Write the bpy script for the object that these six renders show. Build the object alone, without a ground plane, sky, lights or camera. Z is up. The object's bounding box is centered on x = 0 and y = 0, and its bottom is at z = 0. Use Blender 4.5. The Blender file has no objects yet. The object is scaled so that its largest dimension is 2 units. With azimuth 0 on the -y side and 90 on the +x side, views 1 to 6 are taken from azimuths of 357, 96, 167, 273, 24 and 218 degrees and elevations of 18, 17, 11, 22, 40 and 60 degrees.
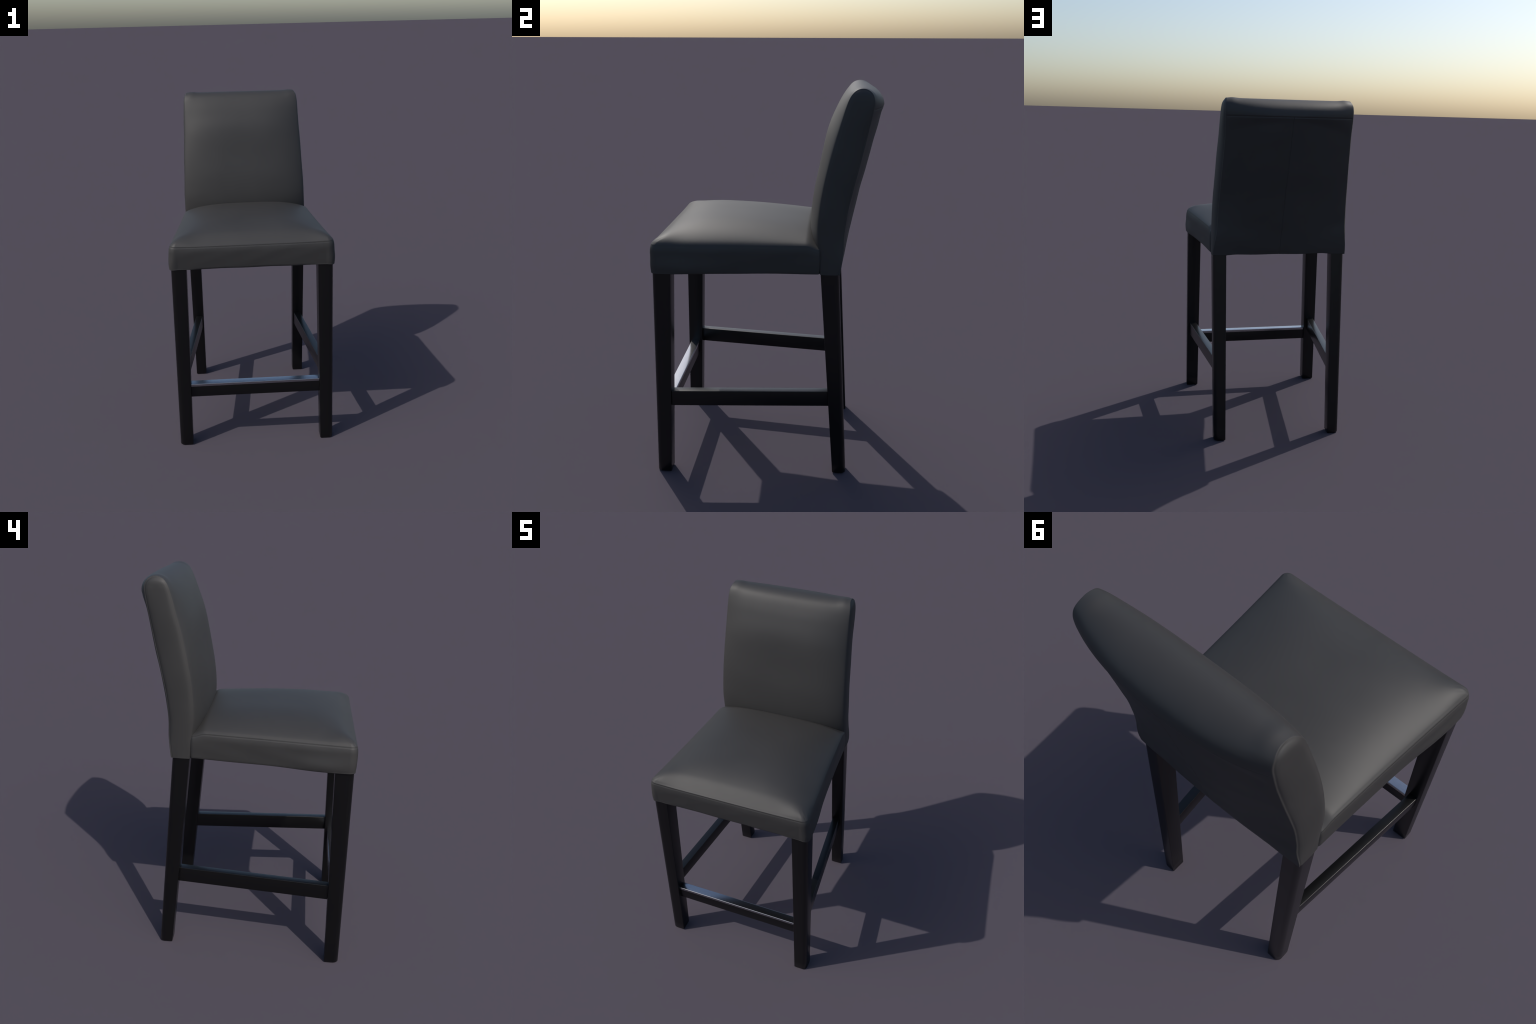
"""Counter stool: black tapered wooden legs, three stretchers (the front one with a
metal foot plate), and a seat and backrest upholstered in dark grey leather."""
import bpy, math
import numpy as np
from mathutils import Matrix

# ------------------------------------------------------------------ materials
def new_mat(name):
    m = bpy.data.materials.new(name); m.use_nodes = True
    nt = m.node_tree
    return m, nt, nt.nodes["Principled BSDF"]

def noise(nt, scale, detail=4.0, rough=0.5, stretch=None):
    tc = nt.nodes.new("ShaderNodeTexCoord")
    n = nt.nodes.new("ShaderNodeTexNoise")
    n.inputs["Scale"].default_value = scale
    n.inputs["Detail"].default_value = detail
    n.inputs["Roughness"].default_value = rough
    if stretch:
        mp = nt.nodes.new("ShaderNodeMapping")
        mp.inputs["Scale"].default_value = stretch
        nt.links.new(tc.outputs["Object"], mp.inputs["Vector"])
        nt.links.new(mp.outputs["Vector"], n.inputs["Vector"])
    else:
        nt.links.new(tc.outputs["Object"], n.inputs["Vector"])
    return n

def ramp(nt, src, c0, c1, p0=0.3, p1=0.7):
    r = nt.nodes.new("ShaderNodeValToRGB")
    r.color_ramp.elements[0].position = p0; r.color_ramp.elements[0].color = (*c0, 1)
    r.color_ramp.elements[1].position = p1; r.color_ramp.elements[1].color = (*c1, 1)
    nt.links.new(src, r.inputs["Fac"])
    return r.outputs["Color"]

def bump(nt, bsdf, src, strength, dist):
    b = nt.nodes.new("ShaderNodeBump")
    b.inputs["Strength"].default_value = strength
    b.inputs["Distance"].default_value = dist
    nt.links.new(src, b.inputs["Height"])
    nt.links.new(b.outputs["Normal"], bsdf.inputs["Normal"])

def make_leather():
    m, nt, p = new_mat("dark_grey_leather")
    n = noise(nt, 5.0, 3.0)
    nt.links.new(ramp(nt, n.outputs["Fac"], LEATHER_A, LEATHER_B), p.inputs["Base Color"])
    p.inputs["Roughness"].default_value = LEATHER_ROUGH
    p.inputs["Specular IOR Level"].default_value = LEATHER_SPEC
    g = noise(nt, 420.0, 2.0)
    bump(nt, p, g.outputs["Fac"], 0.05, 0.0006)
    return m

def make_wood():
    m, nt, p = new_mat("black_lacquered_wood")
    n = noise(nt, 14.0, 4.0, 0.6, (6.0, 6.0, 0.5))
    nt.links.new(ramp(nt, n.outputs["Fac"], (0.0020, 0.0020, 0.0022), (0.0030, 0.0029, 0.0029)), p.inputs["Base Color"])
    p.inputs["Roughness"].default_value = 0.30
    p.inputs["Specular IOR Level"].default_value = 0.5
    return m

def make_metal():
    m, nt, p = new_mat("brushed_dark_metal")
    n = noise(nt, 60.0, 3.0, 0.6, (0.4, 10.0, 10.0))
    nt.links.new(ramp(nt, n.outputs["Fac"], (0.44, 0.44, 0.45), (0.50, 0.50, 0.51)), p.inputs["Base Color"])
    p.inputs["Metallic"].default_value = 1.0
    p.inputs["Roughness"].default_value = 0.2
    return m

LEATHER_A = (0.0280, 0.0269, 0.0266)
LEATHER_B = (0.0314, 0.0301, 0.0298)
LEATHER_ROUGH = 0.58
LEATHER_SPEC = 0.43

# ------------------------------------------------------------------ helpers
def interp(table):
    """smooth (cubic) curve through (key, value) control points"""
    xs = np.array([t[0] for t in table], float); ys = np.array([t[1] for t in table], float)
    h = np.diff(xs); d = np.diff(ys) / h
    m = np.empty_like(ys); m[0] = d[0]; m[-1] = d[-1]
    for i in range(1, len(xs) - 1):
        m[i] = (d[i-1] * h[i] + d[i] * h[i-1]) / (h[i-1] + h[i])
    def f(x):
        x = np.clip(np.asarray(x, float), xs[0], xs[-1])
        i = np.clip(np.searchsorted(xs, x) - 1, 0, len(h) - 1)
        t = (x - xs[i]) / h[i]
        return ((1 + 2*t) * (1-t)**2 * ys[i] + t * (1-t)**2 * h[i] * m[i]
                + t*t * (3 - 2*t) * ys[i+1] + t*t * (t-1) * h[i] * m[i+1])
    return f

def sstep(a, b, x):
    t = np.clip((np.asarray(x, float) - a) / (b - a), 0, 1)
    return t * t * (3 - 2 * t)

def gauss(x, c, w):
    return np.exp(-((x - c) / w) ** 2)

def edge_dense(n, power=0.5):
    """n+1 samples in [-1, 1], closer together toward both ends"""
    t = np.linspace(-1, 1, n + 1)
    s = np.sin(t * math.pi / 2)
    return (1 - power) * t + power * s

class Quads:
    """collects points; merges coincident ones; faces carry a region tag"""
    def __init__(self): self.v = []; self.f = []; self.tag = []; self.index = {}
    def add(self, p):
        k = (round(p[0], 6), round(p[1], 6), round(p[2], 6))
        i = self.index.get(k)
        if i is None:
            i = len(self.v); self.index[k] = i; self.v.append(p)
        return i
    def grid(self, P, tagger, flip=False):
        """P: array (n, m, 3)"""
        n, m, _ = P.shape
        ids = [[self.add(tuple(P[i, j])) for j in range(m)] for i in range(n)]
        for i in range(n - 1):
            for j in range(m - 1):
                q = (ids[i][j], ids[i+1][j], ids[i+1][j+1], ids[i][j+1])
                if len(set(q)) < 3: continue      # collapsed corner
                if flip: q = q[::-1]
                q = tuple(dict.fromkeys(q))
                self.f.append(q); self.tag.append(tagger(i, j) if callable(tagger) else tagger)

def split_regions(q, parts, material):
    """one smooth skin -> several objects that share the whole skin's normals"""
    whole = bpy.data.meshes.new("skin")
    whole.from_pydata(q.v, [], q.f); whole.update()
    normals = np.empty(len(q.v) * 3); whole.vertices.foreach_get("normal", normals)
    normals = normals.reshape(-1, 3)
    out = []
    for tag, name in parts:
        faces = [f for f, t in zip(q.f, q.tag) if t == tag]
        used = sorted({i for f in faces for i in f})
        remap = {o: k for k, o in enumerate(used)}
        me = bpy.data.meshes.new(name)
        me.from_pydata([q.v[i] for i in used], [], [tuple(remap[i] for i in f) for f in faces])
        me.update()
        me.polygons.foreach_set("use_smooth", [True] * len(me.polygons))
        me.normals_split_custom_set_from_vertices([tuple(normals[i]) for i in used])
        me.materials.append(material)
        ob = bpy.data.objects.new(name, me)
        bpy.context.collection.objects.link(ob)
        out.append(ob)
    bpy.data.meshes.remove(whole)
    return out

# ------------------------------------------------------------------ backrest
# Outlines of the backrest seen from the side, as (depth, height): up the front, over the
# top and down the rear.  First along the side panel, then through the padded middle.
SIDE_OUTLINE = [(.277, 1.112), (.276, 1.16), (.274, 1.20), (.267, 1.25), (.260, 1.34), (.266, 1.43), (.289, 1.58),
                (.326, 1.735), (.355, 1.84), (.378, 1.92), (.392, 1.958), (.416, 1.989), (.444, 1.999),
                (.474, 1.995), (.497, 1.976), (.507, 1.945), (.502, 1.905), (.482, 1.80), (.451, 1.655),
                (.418, 1.51), (.401, 1.43), (.392, 1.36), (.386, 1.30), (.386, 1.23), (.380, 1.17), (.372, 1.112)]
MID_OUTLINE = [(.262, 1.112), (.240, 1.16), (.228, 1.20), (.217, 1.27), (.214, 1.35), (.222, 1.44), (.249, 1.59),
               (.289, 1.78), (.323, 1.865), (.352, 1.923), (.375, 1.959), (.403, 1.986), (.438, 1.998),
               (.476, 1.995), (.518, 1.979), (.548, 1.954), (.561, 1.922), (.555, 1.87), (.519, 1.72),
               (.492, 1.60), (.463, 1.48), (.437, 1.36), (.417, 1.27), (.403, 1.20), (.392, 1.14), (.386, 1.112)]
half_width = interp([(1.112, .3945), (1.25, .3955), (1.35, .393), (1.5, .387), (1.74, .3765), (1.92, .369), (1.95, .3675), (1.975, .364), (1.996, .355)])
centre_depth = interp([(1.112, .325), (1.34, .326), (1.58, .362), (1.84, .424), (2.0, .45)])
YOKE_Z = 1.902

def outline_pair(n):
    """n matching samples along both outlines; sample n // 2 is the crown in the side outline"""
    S, M = np.array(SIDE_OUTLINE), np.array(MID_OUTLINE)
    k = np.concatenate([[0], np.cumsum(np.hypot(*np.diff(S, axis=0).T))])
    crown = k[int(np.argmax(S[:, 1]))]
    t = np.concatenate([np.linspace(0, crown, n // 2 + 1), np.linspace(crown, k[-1], n // 2 + 1)[1:]])
    def smooth(v):
        w = np.exp(-np.linspace(-2, 2, 29) ** 2); w /= w.sum()
        pad = np.concatenate([2 * v[0] - v[14:0:-1], v, 2 * v[-1] - v[-2:-16:-1]])
        return np.convolve(pad, w, "valid")
    cv = lambda arr: np.stack([smooth(interp(list(zip(k, arr[:, i])))(t)) for i in (0, 1)], -1)
    return cv(S), cv(M)

def seam_line(z):
    return .026 - .05 * (z - 1.112) / .83

def panel_half(y, z, side=0.0):
    """half width; the side panels draw in a little toward the rear edge"""
    draw = ((.0115 + .003 * side) * sstep(1.12, 1.30, z) + .003) * (1 - .6 * sstep(1.78, 1.93, z))
    back = np.clip(((y - centre_depth(z)) / .062 + .8) / 1.8, 0, 1)
    return half_width(z) - draw * back ** 2.2

def rim_swell(z):
    """how far the side panels swell past their stitched rim; none at the hem"""
    return .0055 * sstep(1.13, 1.26, z)

def build_backrest(mat):
    q = Quads()
    N = 601                                          # samples along the outline, apex in the middle
    S, M = outline_pair(N)
    apex = N // 2
    rear01 = sstep(0, 1, (np.arange(N) - (apex - 40)) / 80.0)          # 0 front, 1 rear
    u = edge_dense(150, .62)
    u = np.unique(np.concatenate([u, np.linspace(-.045, .045, 31)]))
    keep = [u[0]]
    for k in u[1:]:
        if k - keep[-1] > 6e-4: keep.append(k)
    keep[-1] = 1.0; u = np.array(keep)
    U = np.repeat(u[:, None], N, 1); A = np.abs(U)
    front_crown = np.clip(1 - A ** 3.3, 0, 1) ** .76
    rear_crown = 1 - A ** (1.72 + 1.15 * sstep(1.80, 1.94, np.repeat(S[None, :, 1], len(u), 0)))
    rear_crown = rear_crown * .97 + .03 * np.clip(1 - A ** 12, 0, 1) ** .5
    r = rear01[None, :]
    w = front_crown * (1 - r) + rear_crown * r
    Y = S[None, :, 0] + (M - S)[None, :, 0] * w
    Z = S[None, :, 1] + (M - S)[None, :, 1] * w
    # the top corners stand up a touch
    high = sstep(1.93, 1.99, Z)
    Z = Z + high * (.0035 * gauss(A, .91, .085) * np.clip(1 - A ** 24, 0, 1))
    # rear cover: slightly slack leather, yoke seam, upright seam
    rear = sstep(.6, 1, r) * sstep(1.0, .88, A)
    c = (Z - 1.112) / .83
    slack = (np.sin(7.3 * c + 2.9 * U + .6) * np.sin(4.1 * U - 2.5 * c + 1.2) * .0020
             + np.sin(19 * c - 5.5 * A + 1.1 + 1.3 * U) * .0013 * sstep(.35, .85, A) * sstep(.9, .5, c)
             + np.sin(31 * c + 3 * U) * np.sin(6 * U + 8 * c) * .0006)
    Y = Y + rear * slack * sstep(.95, .85, c) * sstep(0, .06, c)
    seam = sstep(.6, 1, r) * sstep(1.0, .96, A)
    Y = Y - seam * .0024 * gauss(Z, YOKE_Z, .0030)
    Y = Y + seam * .0010 * sstep(YOKE_Z - .003, YOKE_Z + .001, Z) * sstep(1.96, 1.92, Z)
    sx = seam_line(Z)
    below = sstep(YOKE_Z + .001, YOKE_Z - .005, Z)
    Y = Y - sstep(.6, 1, r) * below * (.0026 * gauss(U, sx, .0060) - .0008 * sstep(sx + .012, sx, U) * sstep(sx - .10, sx, U))
    # hem: hangs a little lower over the legs
    low = sstep(1.15, 1.112, Z)
    Z = Z + low * (.006 * sstep(.86, .62, A) + .0012 * np.sin(9 * U + 1))
    X = U * (panel_half(S[None, :, 0] + 0 * U, S[None, :, 1] + 0 * U, np.sign(U)) - rim_swell(S[None, :, 1])) - .002 - .0065 * (Z - 1.2) / .72
    strip = np.stack([X, Y, Z], -1)
    def tag(i, j):
        if j < apex or Z[i, j] > YOKE_Z: return 0
        return 3 if u[i] + u[i+1] < 2 * seam_line(Z[i, j]) else 4
    q.grid(strip, tag)
    # side panels: rows from the front edge to the rear edge
    K = 42
    s = (edge_dense(K, .6) + 1) / 2
    for sgn, tg in ((-1, 1), (1, 2)):
        edge = strip[0 if sgn < 0 else -1]
        F, B = edge[:apex + 1], edge[:apex - 1:-1]
        P = F[:, None, :] * (1 - s)[None, :, None] + B[:, None, :] * s[None, :, None]
        flat = P.reshape(-1, 3)
        dist = np.full(len(flat), 9.0)
        for e in edge:
            dist = np.minimum(dist, np.hypot(flat[:, 1] - e[1], flat[:, 2] - e[2]))
        dist = dist.reshape(P.shape[:2])
        x = panel_half(P[..., 1], P[..., 2], sgn)
        swell = rim_swell(P[..., 2])
        out = swell * (1 - np.clip(1 - dist / .024, 0, 1) ** 2) - swell + .0020 * sstep(0, .04, dist)
        rearward = sstep(-.01, .03, P[..., 1] - centre_depth(P[..., 2]))
        out = out - (.0003 + .0013 * rearward) * gauss(dist, .0060, .0024) * sstep(0, .003, dist)
        out = out + .0013 * np.sin(13 * P[..., 2] + 2 * sgn + 1) * np.sin(21 * P[..., 1] + 9 * P[..., 2]) * sstep(0, .03, dist)
        xs = sgn * (x + out) - .002 - .0065 * (P[..., 2] - 1.2) / .72
        P[:, 1:-1, 0] = xs[:, 1:-1]
        P[-1] = edge[apex]
        q.grid(P, tg, sgn > 0)
    # underside
    L = strip[:, 0]; Rr = strip[:, -1]
    t = np.linspace(0, 1, 9)
    bot = L[:, None, :] * (1 - t)[None, :, None] + Rr[:, None, :] * t[None, :, None]
    bot[:, 1:-1, 2] += .012
    q.grid(bot, 5, True)
    obs = split_regions(q, [(0, "backrest"), (1, "side_panel"), (2, "side_panel"), (3, "rear_panel"),
                            (4, "rear_panel"), (5, "underside_lining")], mat)
    for o in obs[1:]: o.parent = obs[0]
    return obs[0]

# ------------------------------------------------------------------ seat
SEAT_Y0, SEAT_Y1 = -0.552, 0.272
def seat_half(y):
    return .460 + (.395 - .460) * (y + .55) / .82 - .004 * np.clip(1 - ((y + .10) / .42) ** 2, 0, 1)

def seat_plan(a, b):
    """unit square -> rounded trapezoid plan"""
    hy = (SEAT_Y1 - SEAT_Y0) / 2; hx = .44
    px, py = a * hx, b * hy
    R = np.where(np.asarray(b) < 0, .034, .012)
    cx, cy = np.clip(px, -hx + R, hx - R), np.clip(py, -hy + R, hy - R)
    dx, dy = px - cx, py - cy
    m = np.maximum(np.abs(dx), np.abs(dy)); L = np.hypot(dx, dy)
    k = np.where(L > 1e-9, m / np.maximum(L, 1e-9), 1.0)
    px, py = cx + dx * k, cy + dy * k
    y = (SEAT_Y0 + SEAT_Y1) / 2 + py
    return px / hx * seat_half(y), y

def seat_rim(a, b):
    """height of the fold where the top panel meets the band"""
    y = (SEAT_Y0 + SEAT_Y1) / 2 + b * (SEAT_Y1 - SEAT_Y0) / 2
    z = 1.259 + .002 * a - .009 * sstep(-.8, -1.0, b) * (1 - np.abs(a) ** 6)
    return z - .005 * np.abs(a) ** 8 - .020 * sstep(.20, .272, y)

def build_seat(mat):
    q = Quads()
    NA, NB = 150, 140
    a = edge_dense(NA, .78); b = edge_dense(NB, .78)
    A, B = np.meshgrid(a, b, indexing="ij")
    X, Y = seat_plan(A, B)
    yb = (SEAT_Y0 + SEAT_Y1) / 2 + B * (SEAT_Y1 - SEAT_Y0) / 2
    da = (1 - np.abs(A)) * seat_half(yb)
    df = yb - SEAT_Y0; db = SEAT_Y1 - yb
    # broad crown: rises softly from the sides, more quickly from the front edge
    H = .083 * (1 - ((yb + .26) / .72) ** 2)
    fa = 1 - np.abs(A) ** 3.4
    ff = 1 - (1 - np.clip(df / .36, 0, 1)) ** 4
    fb = 1 - np.exp(-db / .012)
    both = 1 / np.sqrt(np.maximum(1 / np.maximum(fa, 1e-4) ** 2 + 1 / np.maximum(ff, 1e-4) ** 2 - 1, 1))
    both = both * (fa > 1e-4) * (ff > 1e-4)
    plump = .0065 * np.exp(-((np.abs(A) - .90) / .15) ** 2 - ((yb + .50) / .07) ** 2)      # padded front corners
    Z = seat_rim(A, B) + H * both * fb + plump * (1 - np.exp(-np.minimum(da, df) / .012))
    # the top rolls over into the band at the sides
    Z = Z + .0065 * (1 - np.exp(-da / .011)) * (1 - np.exp(-df / .011)) * np.abs(A) ** 6
    # faint crease of the stitched fold, a few gathers at the front corners
    e = np.minimum(da, df)
    Z = Z - .0005 * gauss(e, .0050, .0030) * sstep(0, .003, e) * (1 - .8 * sstep(.8, .97, A))
    corner = np.exp(-(((np.abs(X) - .43) / .025) ** 2 + ((Y + .52) / .025) ** 2))
    Z = Z + corner * .0006 * np.sin((np.abs(X) * 1.3 + Y) * 210)
    top = np.stack([X, Y, Z], -1)
    q.grid(top, 0)
    # band down the four sides
    rim_a = np.concatenate([a, np.full(NB, 1.0), a[::-1][1:], np.full(NB, -1.0)])
    rim_b = np.concatenate([np.full(NA + 1, -1.0), b[1:], np.full(NA, 1.0), b[::-1][1:]])
    x0, y0 = seat_plan(rim_a, rim_b)
    zt = seat_rim(rim_a, rim_b)
    # outward direction in plan
    tx, ty = np.gradient(x0), np.gradient(y0)
    nx, ny = ty.copy(), -tx.copy(); ln = np.hypot(nx, ny); nx /= ln; ny /= ln
    nx[0], ny[0] = -.707, -.707; nx[-1], ny[-1] = nx[0], ny[0]
    # 1 over the front legs, 0 between them
    over_leg = sstep(.60, .82, np.abs(rim_a)) * sstep(-.58, -.80, rim_b)
    side = sstep(.9, 1.0, np.abs(rim_a))
    zb = 1.1145 - .0042 * side * gauss(y0, -.36, .22) + .0008 * np.sin(11 * rim_a + 7 * rim_b)
    belly = .0060 + .0030 * side * sstep(.9, -.6, rim_b)
    rows = np.concatenate([np.linspace(0, .12, 12), np.linspace(.14, .84, 22), np.linspace(.86, 1, 14)])
    P = np.zeros((len(rows), len(x0), 3))
    for k, r in enumerate(rows):
        z = zt + (zb - zt) * r
        out = belly * (1 - (1 - min(r / .3, 1)) ** 2.2) * (1 - (.85 - .45 * side) * max(0, (r - .3) / .7) ** 1.6)
        out = out + (.0008 * np.sin(5 * r + 9 * rim_a - 2) * np.sin(7 * rim_b + 3 * rim_a + 4 * r)) * 4 * r * (1 - r)
        out = out + .012 * side * gauss(y0, -.41, .14) * gauss(r, .82, .33) * min(1, r / .2)
        out = out - .0010 * gauss(r, .05, .022) * (1 - .7 * sstep(.9, 1, rim_a))                       # stitched groove under the fold
        tuck = max(0, (r - .90) / .10)
        out = out - (1 - over_leg) * (.005 - .003 * side) * (1 - math.sqrt(max(0, 1 - tuck ** 2)))
        out = out + over_leg * .0010 * gauss(r, .985, .012)
        if r == 0: out = 0 * out
        P[k, :, 0] = x0 + nx * out; P[k, :, 1] = y0 + ny * out; P[k, :, 2] = z
    q.grid(P, 1, False)
    # flat lining underneath, fan of rings toward the middle
    rim = P[-1]
    cen = np.array([0, (SEAT_Y0 + SEAT_Y1) / 2, 0])
    rings = []
    for k, f in enumerate([1, .985, .97, .6, .3]):
        r2 = rim.copy(); r2[:, :2] = cen[:2] + (rim[:, :2] - cen[:2]) * f
        r2[:, 2] = rim[:, 2] + [0, .002, .008, .008, .008][k]
        rings.append(r2)
    q.grid(np.array(rings), 2, False)
    last = [q.index[(round(p[0], 6), round(p[1], 6), round(p[2], 6))] for p in rings[-1]]
    loop = list(dict.fromkeys(last)); ci = q.add((0, cen[1], 1.1265))
    for i in range(len(loop)):
        q.f.append((loop[i], ci, loop[(i + 1) % len(loop)])[::1]); q.tag.append(2)
    obs = split_regions(q, [(0, "seat"), (1, "side_band"), (2, "underside_lining")], mat)
    for o in obs[1:]: o.parent = obs[0]
    return obs[0]

# ------------------------------------------------------------------ legs and stretchers
def leg_section(x0, x1, y0, y1, R, r):
    """rectangle with one generously rounded corner at (x1, y0); other arrises eased"""
    pts = []
    def arc(cx, cy, rad, a0, n):
        for k in range(n + 1):
            t = math.radians(a0 + 90 * k / n)
            pts.append((cx + rad * math.cos(t), cy + rad * math.sin(t)))
    arc(x1 - R, y0 + R, R, -90, 10)
    arc(x1 - r, y1 - r, r, 0, 3)
    arc(x0 + r, y1 - r, r, 90, 3)
    arc(x0 + r, y0 + r, r, 180, 3)
    return pts

def tapered_leg(name, foot, top, z_top, mat, R=.026, flip_y=False):
    """foot, top: (x0, x1, y0, y1) at z = 0 and z = 1.113; rounded corner faces outward"""
    levels = [(0.0, .0035), (.0012, .0018), (.0045, 0.0)] + [(z, 0.0) for z in np.linspace(.06, z_top, 14)]
    verts, faces = [], []
    n = None
    for z, ease in levels:
        k = z / 1.113
        x0, x1, y0, y1 = [f + (t - f) * k for f, t in zip(foot, top)]
        sec = leg_section(x0 + ease, x1 - ease, y0 + ease, y1 - ease, R, .003)
        n = len(sec); verts += [(x, (-y if flip_y else y), z) for x, y in sec]
    L = len(levels)
    for i in range(L - 1):
        for j in range(n):
            k = (j + 1) % n
            faces.append((i*n + j, i*n + k, (i+1)*n + k, (i+1)*n + j))
    faces.append(tuple(range(n))[::-1]); faces.append(tuple(range((L-1)*n, L*n)))
    if flip_y: faces = [f[::-1] for f in faces]
    return finish(name, verts, faces, mat, 40)

def finish(name, verts, faces, mat, angle):
    me = bpy.data.meshes.new(name); me.from_pydata(verts, [], faces); me.update()
    me.polygons.foreach_set("use_smooth", [True] * len(me.polygons))
    me.set_sharp_from_angle(angle=math.radians(angle))
    me.materials.append(mat)
    ob = bpy.data.objects.new(name, me); bpy.context.collection.objects.link(ob)
    return ob

def mirrored(ob):
    c = ob.copy()
    me = ob.data.copy(); me.transform(Matrix.Scale(-1, 4, (1, 0, 0))); me.flip_normals()
    c.data = me; bpy.context.collection.objects.link(c)
    return c

def rail(name, p0, p1, w, z0, z1, mat, r=.0018):
    """bar of rounded-rectangle section between two plan points"""
    p0, p1 = np.array(p0, float), np.array(p1, float)
    d = (p1 - p0) / np.linalg.norm(p1 - p0); nrm = np.array([-d[1], d[0]])
    sec = []
    for sx, sz, a0 in ((1, 0, -90), (1, 1, 0), (-1, 1, 90), (-1, 0, 180)):
        cx = sx * (w / 2 - r); cz = (z1 - r) if sz else (z0 + r)
        for k in range(5):
            t = math.radians(a0 + 22.5 * k)
            sec.append((cx + r * math.cos(t), cz + r * math.sin(t)))
    verts, faces = [], []; n = len(sec); L = 9
    for i in range(L):
        p = p0 + (p1 - p0) * i / (L - 1)
        verts += [(p[0] - nrm[0] * a, p[1] - nrm[1] * a, z) for a, z in sec]
    for i in range(L - 1):
        for j in range(n):
            k = (j + 1) % n
            faces.append((i*n + j, (i+1)*n + j, (i+1)*n + k, i*n + k))
    faces.append(tuple(range(n))); faces.append(tuple(range((L-1)*n, L*n))[::-1])
    return finish(name, verts, faces, mat, 50)

def foot_plate(mat, x, y0, y1, z, flange, th=.0018, r=.0025):
    """thin metal channel folded over the front stretcher"""
    outer = [(y0, z - flange)]
    for k in range(7):
        t = math.radians(180 - 15 * k); outer.append((y0 + r + r * math.cos(t), z - r + r * math.sin(t)))
    for k in range(7):
        t = math.radians(90 - 15 * k); outer.append((y1 - r + r * math.cos(t), z - r + r * math.sin(t)))
    outer.append((y1, z - flange))
    cy, inner = (y0 + y1) / 2, []
    for (y, zz) in outer:
        inner.append((y + th * (1 if y < cy else -1), min(zz, z) - (th if zz > z - r * 1.01 else 0)))
    loop = outer + inner[::-1]; n = len(loop)
    verts = [(s * x, y, zz) for s in (-1, 1) for y, zz in loop]
    faces = [(j, (j + 1) % n, n + (j + 1) % n, n + j)[::-1] for j in range(n)]
    m = len(outer)
    for j in range(m - 1):
        q = (j, j + 1, n - 2 - j, n - 1 - j)
        faces.append(q); faces.append(tuple(i + n for i in q)[::-1])
    return finish("foot_plate", verts, faces, mat, 40)

# ------------------------------------------------------------------ assemble
leather, wood, metal = make_leather(), make_wood(), make_metal()
stool = bpy.data.objects.new("bar_stool", None)
bpy.context.collection.objects.link(stool)
stool["label"] = "tall dark grey leather stool with backrest and black wooden legs"
stool["category"] = "bar stool"

parts = [build_seat(leather), build_backrest(leather)]

front_leg = tapered_leg("front_leg", (.387, .463, -.561, -.486), (.372, .4585, -.549, -.454), 1.14, wood)
rear_leg = tapered_leg("rear_leg", (.315, .384, -.436, -.366), (.314, .3905, -.368, -.278), 1.14, wood, R=.026, flip_y=True)
parts += [front_leg, mirrored(front_leg), rear_leg, mirrored(rear_leg)]

front_rail = rail("front_stretcher", (-.392, -.515), (.392, -.515), .045, .3115, .3925, wood)
plate = foot_plate(metal, .3806, -.5392, -.4908, .3945, .0155)
plate.parent = front_rail
side_rail = rail("side_stretcher", (.4240, -.475), (.3422, .343), .043, .385, .467, wood)
parts += [front_rail, side_rail, mirrored(side_rail)]
for p in parts: p.parent = stool
